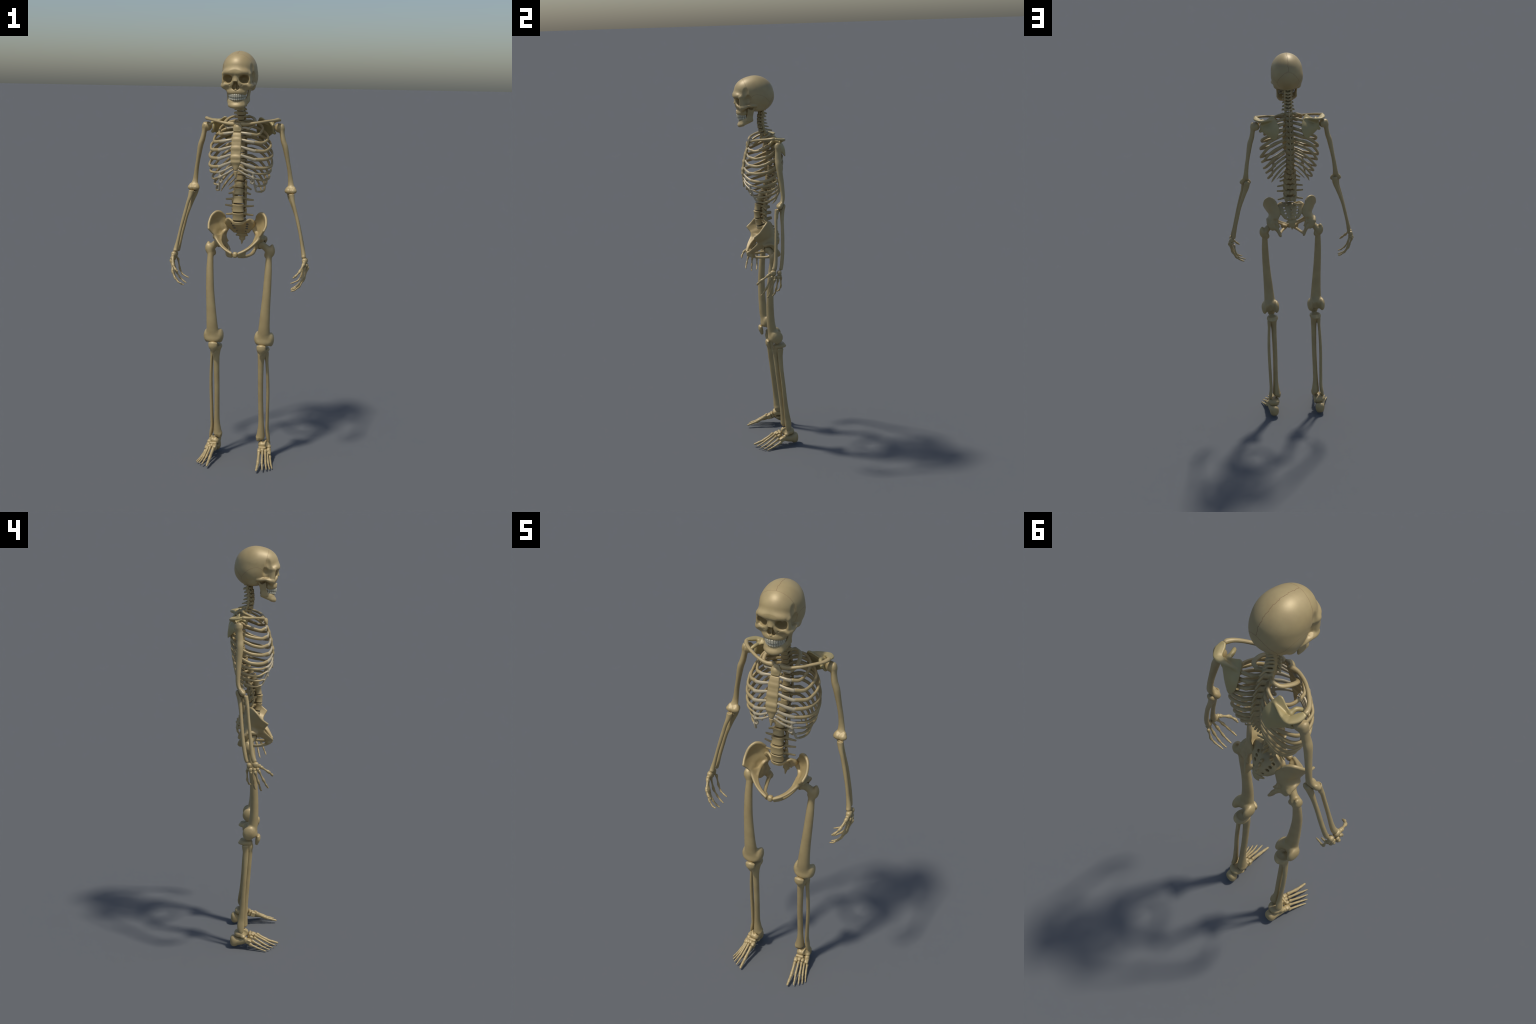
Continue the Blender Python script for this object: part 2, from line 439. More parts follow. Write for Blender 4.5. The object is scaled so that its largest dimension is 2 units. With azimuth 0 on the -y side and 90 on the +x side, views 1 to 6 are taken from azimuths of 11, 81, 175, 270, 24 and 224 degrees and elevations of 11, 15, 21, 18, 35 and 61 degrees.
def tibia():
    s = Solid(.0021)
    T = np.array([(.1170, .0400, .5730, .0255, .0250), (.1145, .0330, .5470, .0195, .0205), (.1118, .0300, .5170, .0152, .0168),
         (.1110, .0335, .4600, .0137, .0150), (.1105, .0425, .3600, .0128, .0145), (.1120, .0525, .2600, .0128, .0150),
         (.1132, .0585, .1900, .0140, .0158), (.1120, .0630, .1450, .0180, .0195), (.1100, .0660, .1160, .0215, .0225)])
    s.tube(T[:, :3], T[:, 3:], n=6, k=.004, flat=(False, True))
    s.drum((.1180, .0440, .5800), (0, -.16, 1), .0085, .0295, .0310, waist=0, rd=.0060, k=.008, p=2.3)   # plateau
    s.ell((.1205, .0550, .5770), (.0280, .0285, .0110), R=frame((0, .08, 1)), k=.008)
    s.ell((.1175, .0170, .5520), (.0095, .0080, .0150), k=.008)         # tuberosity
    s.ell((.1180, .0400, .5950), (.0060, .0080, .0050), k=.006)
    s.ell((.0985, .0670, .1070), (.0100, .0190, .0165), k=.010)         # inner malleolus
    s.ell((.1200, .0700, .0900), (.0220, .0280, .0095), k=.004, cut=True)
    return s
bone('tibia', tibia(), pair=True)

def fibula():
    s = Solid(.0017)
    T = np.array([(.1365, .0485, .5600, .0110, .0165), (.1370, .0475, .5420, .0100, .0150), (.1390, .0468, .5150, .0075, .0135),
         (.1432, .0512, .4400, .0077, .0110), (.1447, .0590, .3550, .0081, .0108), (.1433, .0655, .2700, .0082, .0115),
         (.1422, .0718, .1980, .0082, .0138), (.1415, .0765, .1560, .0085, .0165), (.1455, .0790, .1200, .0095, .0180),
         (.1500, .0770, .0960, .0070, .0120), (.1510, .0750, .0870, .0045, .0070)])
    s.tube(T[:, :3], T[:, 3:], n=5, k=.003)
    return s
bone('fibula', fibula(), pair=True)

# ---- feet
FOOT = [empty('foot', (.135, .03, .05)), empty('foot', (-.135, .03, .05))]
RAY = [  # base, ball, (middle), tip: on the upper surface
    [(.1160, -.0010, .0650), (.1220, -.0570, .0335), (.1230, -.0860, .0235), (.1235, -.1135, .0120)],
    [(.1320, .0080, .0680), (.1400, -.0490, .0355), (.1455, -.0720, .0240), (.1515, -.1000, .0125)],
    [(.1450, .0130, .0610), (.1560, -.0370, .0285), (.1620, -.0590, .0190), (.1695, -.0840, .0105)],
    [(.1540, .0230, .0470), (.1670, -.0230, .0235), (.1740, -.0440, .0150), (.1835, -.0690, .0058)],
    [(.1650, .0350, .0340), (.1760, -.0050, .0165), (.1830, -.0260, .0100), (.1925, -.0510, .0030)]]
RAD = [[(.0082, .0068, .0080), (.0075, .0062, .0070), (.0066, .0054, .0050)],
       [(.0064, .0051, .0058), (.0055, .0044, .0047), (.0044, .0036, .0028)],
       [(.0064, .0051, .0057), (.0054, .0043, .0046), (.0043, .0035, .0028)],
       [(.0066, .0051, .0055), (.0053, .0042, .0045), (.0042, .0034, .0027)],
       [(.0074, .0051, .0053), (.0051, .0041, .0043), (.0040, .0033, .0027)]]
TALLBASE = [1.55, 1.4, 1.4, 1.35, 1.25]
for q, (J, RR) in enumerate(zip(RAY, RAD)):
    for i in range(3):
        tl = TALLBASE[q] if i == 0 else 1.0
        dr = [(0, 0, -.45 * RR[i][0] * tl), (0, 0, -.4 * RR[i][2])]
        if i == 2: dr[1] = (0, 0, 0)
        a, b = gap(V(*J[i]) + dr[0], V(*J[i + 1]) + dr[1], .0008)
        nm = 'metatarsal' if i == 0 else 'phalanx'
        if i == 2 and q:                         # lesser toes: middle and end bone
            m = a * .58 + b * .42; t = unit(b - a) * .0006; r0, rm, r1 = RR[i]
            pair2(nm, longbone(a, m - t, r0, rm, rm * 1.08), FOOT)
            pair2(nm, longbone(m + t, b, rm * 1.12, r1 * 1.05, r1 * .8, nail=True), FOOT)
        else:
            pair2(nm, longbone(a, b, *RR[i], nail=i == 2, tall=tl), FOOT)

def calcaneus():
    s = Solid(.0015)
    s.ell((.1295, .1150, .0350), (.0245, .0205, .0300), k=.008, p=2.5)
    s.tube([(.1320, .1080, .0360), (.1400, .0850, .0370), (.1500, .0620, .0450), (.1540, .0540, .0480)],
           [(.0210, .0240), (.0190, .0200), (.0150, .0160), (.0140, .0140)], ref=(0, 0, 1), k=.008, flat=(False, True))
    s.ell((.1120, .0680, .0490), (.0120, .0140, .0080), k=.012)
    s.ell((.1560, .0580, .0590), (.0090, .0080, .0070), k=.008)
    return s
def talus():
    s = Solid(.0014)
    s.ell((.1275, .0830, .0770), (.0305, .0300, .0190), k=.006, p=2.4)
    s.ell((.1230, .0560, .0770), (.0205, .0160, .0165), k=.010, p=2.4)
    s.tube([(.1380, .0700, .0960), (.1365, .0620, .0980), (.1350, .0480, .0860)], [.0065, .0060, .0055], k=.008)
    s.tube([(.1180, .0700, .0980), (.1180, .0560, .0920)], [.004, .004], k=.008)
    s.ell((.1540, .0680, .0670), (.0110, .0120, .0090), k=.008)
    s.ell((.1265, .0720, .1040), (.0110, .0280, .0085), k=.006, cut=True)
    s.ell((.1520, .0480, .0880), (.0110, .0160, .0160), k=.006, cut=True)
    return s
pair2('calcaneus', calcaneus(), FOOT)
pair2('talus', talus(), FOOT)
FWD = unit(V(.10, -1, -.45))
RF = frame(FWD, (1, .22, 0))
def block(c, half, rd=.0042):
    s = Solid(.001).box(c, half, RF, rd)
    up = RF[:, 1]
    s.ell(V(*c) + up * half[1] * .55, (half[0] * .9, half[1] * .62, half[2] * .92), R=RF, k=.004)
    return s
pair2('navicular', Solid(.001).box((.1250, .0355, .0660), (.0190, .0140, .0068), RF, .0055), FOOT)
pair2('cuboid', block((.1560, .0400, .0420), (.0125, .0120, .0125)), FOOT)
pair2('cuneiform', block((.1140, .0165, .0580), (.0092, .0130, .0118)), FOOT)
pair2('cuneiform', block((.1290, .0220, .0630), (.0076, .0095, .0088)), FOOT)
pair2('cuneiform', block((.1430, .0280, .0560), (.0076, .0095, .0092)), FOOT)

# ================================================================== SPINE
SPINE = empty('vertebral_column', (0, .03, 1.5))
# level: body z, body front y, width, depth, height, tilt, spinous tip (y, z), transverse tip (x, y, z)
LEVEL = {
 'C2': (1.8120, -.0100, .031, .019, .0170, 0.10, (.0330, 1.8080), (.0240, .0060, 1.8090)),
 'C3': (1.7955, -.0145, .032, .019, .0165, 0.08, (.0300, 1.7910), (.0250, .0030, 1.7910)),
 'C4': (1.7775, -.0160, .033, .019, .0165, 0.06, (.0330, 1.7730), (.0255, .0015, 1.7730)),
 'C5': (1.7595, -.0165, .034, .020, .0165, 0.00, (.0370, 1.7555), (.0265, .0015, 1.7550)),
 'C6': (1.7410, -.0145, .036, .020, .0175, -.06, (.0440, 1.7375), (.0275, .0030, 1.7370)),
 'C7': (1.7210, -.0105, .038, .021, .0185, -.12, (.0610, 1.7180), (.0310, .0080, 1.7200)),
 'T1': (1.7000, -.0030, .034, .020, .0180, -.22, (.0680, 1.6940), (.0340, .0430, 1.7030)),
 'T2': (1.6780, .0070, .032, .021, .0180, -.22, (.0770, 1.6660), (.0340, .0570, 1.6810)),
 'T3': (1.6550, .0160, .030, .022, .0190, -.18, (.0840, 1.6390), (.0340, .0660, 1.6590)),
 'T4': (1.6300, .0220, .030, .023, .0210, -.14, (.0900, 1.6110), (.0350, .0740, 1.6310)),
 'T5': (1.6045, .0280, .030, .024, .0215, -.10, (.0945, 1.5830), (.0350, .0800, 1.6060)),
 'T6': (1.5775, .0320, .031, .025, .0225, -.04, (.0970, 1.5540), (.0350, .0810, 1.5780)),
 'T7': (1.5495, .0330, .032, .026, .0235, .02, (.0970, 1.5240), (.0340, .0810, 1.5520)),
 'T8': (1.5215, .0310, .033, .027, .0240, .08, (.0940, 1.4950), (.0330, .0790, 1.5210)),
 'T9': (1.4945, .0260, .034, .028, .0230, .14, (.0880, 1.4680), (.0310, .0750, 1.4900)),
 'T10': (1.4690, .0180, .035, .029, .0220, .18, (.0800, 1.4420), (.0290, .0700, 1.4640)),
 'T11': (1.4435, .0060, .035, .030, .0225, .22, (.0700, 1.4190), (.0260, .0600, 1.4400)),
 'T12': (1.4170, -.0070, .037, .032, .0230, .24, (.0590, 1.3960), (.0230, .0480, 1.4150)),
 'L1': (1.3870, -.0210, .041, .034, .0275, .24, (.0480, 1.3700), (.0520, .0170, 1.3655)),
 'L2': (1.3560, -.0340, .047, .036, .0295, .20, (.0410, 1.3430), (.0520, .0040, 1.3445)),
 'L3': (1.3210, -.0440, .052, .037, .0340, .10, (.0390, 1.3150), (.0655, .0060, 1.3175)),
 'L4': (1.2820, -.0490, .057, .038, .0360, -.08, (.0460, 1.2850), (.0675, .0010, 1.2905)),
 'L5': (1.2425, -.0440, .057, .037, .0350, -.20, (.0475, 1.2560), (.0645, .0075, 1.2455))}

def vertebra(lv, z, yf, w, d, hh, tilt, sp, tp):
    kind = lv[0]; s = Solid(.0012 if kind == 'C' else .0014)
    tilt = -tilt
    ax = V(0, math.sin(-tilt), math.cos(tilt)); bk = V(0, math.cos(tilt), math.sin(tilt))   # up axis, backward axis
    c = V(0, yf + d / 2 * math.cos(tilt), z)
    s.drum(c, ax, hh / 2, w / 2, d / 2, waist=.10 if kind != 'C' else .05, k=.003)
    back = c + bk * d / 2
    can = {'C': .014, 'T': .014, 'L': .017}[kind]           # canal depth
    lam = back + bk * (can + .003)                           # lamina, mid
    sy, sz = sp; tip = V(0, sy, sz)
    X = lambda x: V(x, 0, 0)
    pw = w * {'C': .29, 'T': .36, 'L': .33}[kind]
    up = ax * hh * (.18 if kind != 'C' else 0)
    art = pw + {'C': .003, 'T': .003, 'L': .008}[kind]
    for q in (-1, 1):
        ped0, ped1 = back + up + X(q * pw) - bk * .003, back + up + X(q * art) + bk * .008
        s.tube([ped0, ped1, lam + X(q * art * .7)], [(.0045, .0060) if kind != 'C' else (.0035, .004)] * 3, ref=ax, k=.004)
        # articular pillar
        if kind == 'C':
            s.tube([ped1 + ax * hh * .50 + X(q * .002) - bk * .003, ped1 - ax * hh * .46 + X(q * .002) + bk * .002], [(.0052, .0058), (.0052, .0060)], ref=bk, k=.004)
            s.tube([ped0 - ax * hh * .1, V(q * tp[0] * .85, tp[1] - .002, tp[2] + .003), V(q * tp[0], tp[1], tp[2])], [(.0055, .0065), (.0045, .0050), (.0030, .0034)], ref=ax, k=.003)
        elif kind == 'T':
            s.tube([ped1 + ax * hh * .6 + bk * .002, ped1 - ax * hh * .55 + bk * .007], [(.0055, .0035)] * 2, ref=bk, k=.004)
            s.tube([ped1, V(q * tp[0] * .8, tp[1] - .006, tp[2] - .001), V(q * tp[0], *tp[1:])], [.0055, .0050, .0058], k=.004)
        else:
            s.tube([ped1 + ax * hh * .62 + X(q * .003), ped1 - ax * hh * .1 + bk * .008], [(.0074, .0060)] * 2, ref=bk, k=.004)
            s.tube([ped1 + bk * .005, ped1 - ax * hh * .62 + bk * .014 - X(q * .005)], [(.0074, .0060), (.0066, .0056)], ref=bk, k=.004)
            a = ped1 - bk * .002 - ax * .002; b = V(q * tp[0], *tp[1:])
            s.tube([a, a * .5 + b * .5 - V(0, 0, .001), b], [(.0045, .0068), (.0033, .0052), (.0028, .0044)], ref=ax, k=.004)
    # laminae: sloping roof plates that shingle down the back
    drop = {'C': .16, 'T': .52, 'L': .30}[kind] * hh
    lw = art * (.95 if kind != 'L' else .72); lift = {'C': .12, 'T': .26, 'L': .22}[kind]
    ridge = lam + bk * .004
    s.plate([[np.append(lam + X(-lw) + ax * hh * lift - bk * .004, .0026), np.append(ridge + ax * hh * lift * .7, .0030), np.append(lam + X(lw) + ax * hh * lift - bk * .004, .0026)],
             [np.append(lam + X(-lw) - ax * drop * .3 - bk * .001, .0030), np.append(ridge - ax * drop * .4 + bk * .003, .0034), np.append(lam + X(lw) - ax * drop * .3 - bk * .001, .0030)],
             [np.append(lam + X(-lw * .75) - ax * drop * 1.1 + bk * .002, .0024), np.append(ridge - ax * drop * 1.2 + bk * .006, .0028), np.append(lam + X(lw * .75) - ax * drop * 1.1 + bk * .002, .0024)]], k=.004)
    # spinous process
    hgt = {'C': .0030, 'T': .0062, 'L': .0095}[kind]; thin = {'C': .0028, 'T': .0034, 'L': .0036}[kind]
    if lv in ('C2', 'C7'): hgt += .0010
    st = ridge - ax * hh * .05
    s.tube([st, st * .45 + tip * .55, tip - unit(tip - st) * hgt * .4], [(thin * 1.2, hgt), (thin, hgt), (thin * 1.05, hgt * .85)], ref=ax, k=.004)
    return s

for lv, a in LEVEL.items():
    bone('vertebra', vertebra(lv, *a), parent=SPINE)

def atlas():
    s = Solid(.0012)
    ring = [(.0190 * math.sin(t), .0095 - .0185 * math.cos(t), 1.8270 + .001 * math.cos(t)) for t in np.linspace(0, 2 * math.pi, 17)]
    s.tube(ring, [.0040] * 17, n=3, k=.003)
    for q in (-1, 1):
        s.ell((q * .0195, .0040, 1.8280), (.0070, .0100, .0080), k=.004)
        s.tube([(q * .022, .006, 1.8275), (q * .036, .008, 1.8270)], [.0050, .0040], k=.004)
    s.ell((0, .0280, 1.8265), (.0060, .0050, .0045), k=.004)
    s.ell((0, -.0020, 1.8270), (.0050, .0045, .0090), k=.003)
    return s
bone('vertebra', atlas(), parent=SPINE)

def sacrum():
    s = Solid(.0018)
    # rows go down the bone, columns from right border to left border
    rows = [(1.213, (.002, .0080, .0120), (.0000, .0300, .0630), (.0130, .0080, .0080)),
            (1.200, (.0200, .0240, .0200), (.0000, .0290, .0640), (.0180, .0110, .0090)),
            (1.185, (.0400, .0390, .0320), (.0000, .0260, .0540), (.0170, .0110, .0095)),
            (1.170, (.0570, .0530, .0440), (.0000, .0220, .0440), (.0140, .0100, .0080)),
            (1.155, (.0700, .0640, .0540), (.0000, .0180, .0340), (.0100, .0080, .0058))]
    net = []
    for z, ys, xs, rs in rows:
        net.append([(-xs[2], ys[2], z, rs[2]), (-xs[1], ys[1], z, rs[1]), (0, ys[0], z, rs[0]), (xs[1], ys[1], z, rs[1]), (xs[2], ys[2], z, rs[2])])
    s.plate(net, k=.005)
    s.drum((0, -.0165, 1.2120), (0, -.28, .96), .0080, .0280, .0200, waist=.02, k=.006)       # top of the first segment
    for q in (-1, 1):      # wings, arching up beside the last lumbar
        s.tube([(q * .022, -.0200, 1.2100), (q * .034, -.0100, 1.2170), (q * .050, .0010, 1.2240), (q * .062, .0070, 1.2190), (q * .0675, .0120, 1.2060)], [.0060, .0055, .0055, .0055, .0050], k=.008)
        s.tube([(q * .021, .026, 1.216), (q * .022, .034, 1.222)], [(.006, .005)] * 2, k=.005)
    for z, y in ((1.208, .052), (1.193, .064), (1.178, .073), (1.163, .078)):        # crest along the back
        s.ell((0, y, z), (.0060, .0070, .0065), k=.008)
    for x, y, z, r in ((.0360, .030, 1.2045, .0052), (.0330, .040, 1.1920, .0054), (.0300, .051, 1.1800, .0056), (.0210, .061, 1.1620, .0036)):
        for q in (-1, 1):
            dv = unit(V(0, 1, .26)) * .04
            s.tube([V(q * x, y, z) - dv, V(q * x, y, z) + dv], [(r * 1.15, r * .85)] * 2, ref=(0, 0, 1), k=.003, cut=True)
    return s
bone('sacrum', sacrum(), parent=SPINE)

def coccyx():
    s = Solid(.0013)
    s.plate([[(-.0200, .0720, 1.1450, .0042), (0, .0765, 1.1460, .0070), (.0200, .0720, 1.1450, .0042)],
             [(-.0270, .0665, 1.1370, .0036), (0, .0780, 1.1350, .0064), (.0270, .0665, 1.1370, .0036)]], k=.004)
    s.tube([(0, .0780, 1.1350), (0, .0775, 1.1250), (0, .0765, 1.1150)], [(.0165, .0058), (.0150, .0055), (.0155, .0052)], ref=(0, 1, 0), k=.004, flat=(False, True))
    s.tube([(0, .0750, 1.1140), (0, .0665, 1.0940)], [(.0085, .0048), (.0018, .0020)], ref=(0, 1, 0), k=.003)
    return s
bone('coccyx', coccyx(), parent=SPINE)

# ================================================================== RIB CAGE
CAGE = empty('rib_cage', (0, 0, 1.52))
RIB = {
 1: [(.018, .028, 1.7040), (.034, .040, 1.7055), (.057, .030, 1.6980), (.0690, -.006, 1.6830), (.0660, -.032, 1.6680), (.0520, -.045, 1.6560)],
 2: [(.017, .040, 1.6850), (.036, .060, 1.6830), (.070, .068, 1.6740), (.0960, .044, 1.6570), (.1010, .012, 1.6420), (.0900, -.037, 1.6240), (.0630, -.0605, 1.6275)],
 3: [(.017, .046, 1.6620), (.038, .071, 1.6600), (.085, .078, 1.6430), (.1180, .050, 1.6210), (.1270, .015, 1.6020), (.1140, -.041, 1.5885), (.0800, -.0680, 1.5920)],
 4: [(.017, .052, 1.6380), (.040, .080, 1.6320), (.090, .087, 1.6120), (.1300, .054, 1.5880), (.1415, .020, 1.5720), (.1380, -.008, 1.5595), (.1240, -.044, 1.5510), (.0850, -.0730, 1.5530)],
 5: [(.017, .058, 1.6120), (.042, .087, 1.6070), (.093, .093, 1.5850), (.1380, .054, 1.5480), (.1490, .020, 1.5290), (.1430, -.012, 1.5195), (.1250, -.045, 1.5140), (.0870, -.0740, 1.5135)],
 6: [(.017, .060, 1.5850), (.042, .089, 1.5790), (.080, .096, 1.5680), (.1150, .084, 1.5430), (.1400, .056, 1.5080), (.1490, .018, 1.4850), (.1420, -.015, 1.4765), (.1190, -.047, 1.4730), (.0850, -.0700, 1.4760)],
 7: [(.017, .062, 1.5570), (.042, .088, 1.5520), (.080, .094, 1.5360), (.1120, .082, 1.5080), (.1340, .057, 1.4740), (.1430, .018, 1.4570), (.1350, -.021, 1.4490), (.1160, -.045, 1.4470), (.0900, -.0620, 1.4480)],
 8: [(.017, .060, 1.5250), (.041, .086, 1.5180), (.075, .090, 1.4970), (.1070, .079, 1.4650), (.1260, .060, 1.4410), (.1350, .030, 1.4270), (.1310, .000, 1.4190), (.1160, -.030, 1.4150), (.0920, -.0600, 1.4240)],
 9: [(.017, .056, 1.4930), (.040, .082, 1.4860), (.075, .085, 1.4620), (.1040, .073, 1.4300), (.1190, .047, 1.4095), (.1230, .012, 1.3970), (.1130, -.025, 1.3895), (.0930, -.0500, 1.3910)],
 10: [(.017, .052, 1.4680), (.039, .077, 1.4600), (.074, .080, 1.4330), (.0990, .068, 1.4020), (.1110, .045, 1.3820), (.1145, .015, 1.3675), (.1070, -.012, 1.3610), (.0930, -.0380, 1.3630)],
 11: [(.017, .046, 1.4430), (.038, .070, 1.4360), (.068, .073, 1.4060), (.0900, .056, 1.3720), (.0985, .036, 1.3500)],
 12: [(.017, .038, 1.4180), (.036, .062, 1.4100), (.058, .066, 1.3880), (.0735, .056, 1.3680)]}
TALL = {1: .0068, 2: .0072, 3: .0077, 4: .0077, 5: .0080, 6: .0077, 7: .0068, 8: .0064, 9: .0061, 10: .0058, 11: .0052, 12: .0030}
for i, P in RIB.items():
    s = Solid(.0017); m = len(P); h = TALL[i]
    rb = np.full(m, h); ra = np.full(m, .0055 if i < 11 else .0040 if i == 11 else .0026)
    rb[0] *= .8
    if i in (2, 3, 4, 5, 6): rb[-1] *= 1.06; ra[-1] *= 1.12
    if i in (7, 8, 9, 10): rb[-2:] *= .78; ra[-2:] *= .85
    if i > 10: rb[-1] *= .35; ra[-1] *= .5
    if i == 1: ra[:] = .0078; rb[:] = .0056; ra[1] = .0060
    s.tube(P, np.stack([ra, rb], 1), ref=(0, 0, 1), n=7, k=.003, flat=(False, i < 11))
    s.ell(P[0], (.0052, .0060, .0062) if i < 12 else (.003, .003, .003), k=.004)
    if i < 11: s.ell(V(*P[1]) + V(-.001, 0, 0), (.0058, .0058, .0062), k=.005)
    bone('rib', s, parent=CAGE, pair=True)

STERNAL = {1: (.0200, -.0570, 1.6560), 2: (.0190, -.0680, 1.6345), 3: (.0225, -.0760, 1.6030), 4: (.0245, -.0865, 1.5710), 5: (.0255, -.0945, 1.5335), 6: (.0240, -.0965, 1.5000)}
for i, e in STERNAL.items():
    a = V(*RIB[i][-1]); b = V(*e); t0 = unit(a - V(*RIB[i][-2]))
    a = a + t0 * .0006
    mid = a * .5 + b * .5 + V(.002, -.0040, -.0015 if i > 2 else 0)
    if i == 1: mid = a * .5 + b * .5
    s = Solid(.0013)
    h = TALL[i] * (1.02 if i > 1 else .9)
    s.tube([a, a + t0 * .006, mid, b], [(.0058, h), (.0058, h), (.0054, h * .92), (.0044, h * .66)], ref=(0, 0, 1), n=6, k=.002, flat=(True, False))
    bone('costal_cartilage', s, CART, CAGE, True)

def cartilage_margin():
    s = Solid(.0014); up = (0, 0, 1)
    n1, n2, lowp = V(.0775, -.0750, 1.4510), V(.0785, -.0735, 1.4270), V(.0860, -.0520, 1.3770)
    s.tube([RIB[7][-1], (.085, -.0690, 1.4490), n1, (.050, -.0905, 1.4630), (.0195, -.0975, 1.4800)], [(0.0046, 0.0052), (0.0048, 0.0055), (0.0051, 0.0057), (0.0046, 0.0052), (0.0039, 0.0046)], ref=up, k=.003)
    s.tube([RIB[8][-1], (.086, -.0670, 1.4265), n2, (.066, -.0815, 1.4350), (.040, -.0930, 1.4490), (.0140, -.0965, 1.4650)], [(0.0043, 0.0048), (.004, 0.0050), (0.0051, 0.0057), (0.0048, 0.0052), (0.0043, 0.0048), (0.0036, 0.0041)], ref=up, k=.003)
    s.tube([n1, n2], [0.0050, 0.0055], k=.004)
    # small ring below the second node
    c = V(.0735, -.0715, 1.4110)
    ring = [c + V(.0062 * math.sin(t), .0024 * math.sin(t), .0080 * math.cos(t)) for t in np.linspace(0, 2 * math.pi, 13)]
    s.tube(ring, [.0042] * 13, n=3, k=.004)
    s.tube([n2, (.0815, -.0650, 1.4050), lowp, (.0880, -.0440, 1.3660), RIB[10][-1]], [(0.0048), (0.0048), (0.0046), (0.0046), (0.0046)], k=.003)
    s.tube([lowp + V(0, 0, .012), (.0900, -.0540, 1.3890), RIB[9][-1]], [0.0041, 0.0043, 0.0048], k=.003)
    return s
bone('costal_cartilage', cartilage_margin(), CART, CAGE, True)

STERNUM = empty('sternum', (0, -.09, 1.56))
def breastbone(rows, thick, h=.0016):
    """rows: z, half width, front y."""
    s = Solid(h); net = []
    for z, w, y in rows:
        r = thick if not np.isscalar(w) else thick
        net.append([(u * max(w - r, .0002), y + r + .0012 * abs(u)**2, z, r * (1 - .12 * abs(u))) for u in (-1, -.5, 0, .5, 1)])
    s.plate(net, k=.002)
    return s
man = breastbone([(1.6740, .0130, -.0650), (1.6680, .0185, -.0670), (1.6590, .0212, -.0705), (1.6500, .0208, -.0745), (1.6420, .0180, -.0775)], .0062)
man.ell((0, -.0680, 1.6560), (.0150, .0100, .0140), k=.006)
for q in (-1, 1): man.ell((q * .0185, -.0545, 1.6720), (.0060, .0090, .0060), k=.004, cut=True)
bone('manubrium', man, parent=STERNUM)
body = breastbone([(1.6300, .0205, -.0785), (1.6200, .0218, -.0830), (1.6080, .0222, -.0855), (1.6000, .0228, -.0870), (1.5860, .0232, -.0925), (1.5720, .0240, -.0950),
                   (1.5600, .0250, -.0975), (1.5430, .0245, -.1005), (1.5320, .0242, -.1010), (1.5200, .0245, -.1045), (1.5050, .0235, -.1050), (1.4960, .0215, -.1030),
                   (1.4850, .0165, -.1035), (1.4680, .0104, -.1030)], .0058)
for z, r in ((1.6020, .0060), (1.5640, .0070), (1.5250, .0075), (1.5000, .0060)):      # faint cross ridges
    y = np.interp(z, [1.46, 1.52, 1.56, 1.60, 1.63], [-.1030, -.1045, -.0975, -.0870, -.0785])
    body.ell((0, y + .0052, z), (.0190, .0058, r), k=.012)
bone('sternum_body', body, parent=STERNUM)
bone('xiphoid_process', breastbone([(1.4588, .0100, -.1020), (1.4480, .0080, -.1015), (1.4360, .0042, -.1010), (1.4320, .0040, -.1005)], .0036, .0012), parent=STERNUM)

# ================================================================== SHOULDER
def clavicle():
    s = Solid(.0016)
    T = np.array([(.0160, -.0500, 1.6715, .0105, .0110), (.0280, -.0530, 1.6720, .0092, .0096), (.0500, -.0535, 1.6735, .0070, .0072), (.0880, -.0405, 1.6800, .0063, .0062),
                  (.1280, -.0140, 1.6870, .0066, .0060), (.1570, .0120, 1.6910, .0075, .0064), (.1690, .0320, 1.6935, .0086, .0080), (.1705, .0395, 1.6940, .0080, .0078)])
    s.tube(T[:, :3], T[:, 3:], ref=(0, 0, 1), n=6, k=.003, flat=(True, False))
    return s
bone('clavicle', clavicle(), pair=True)

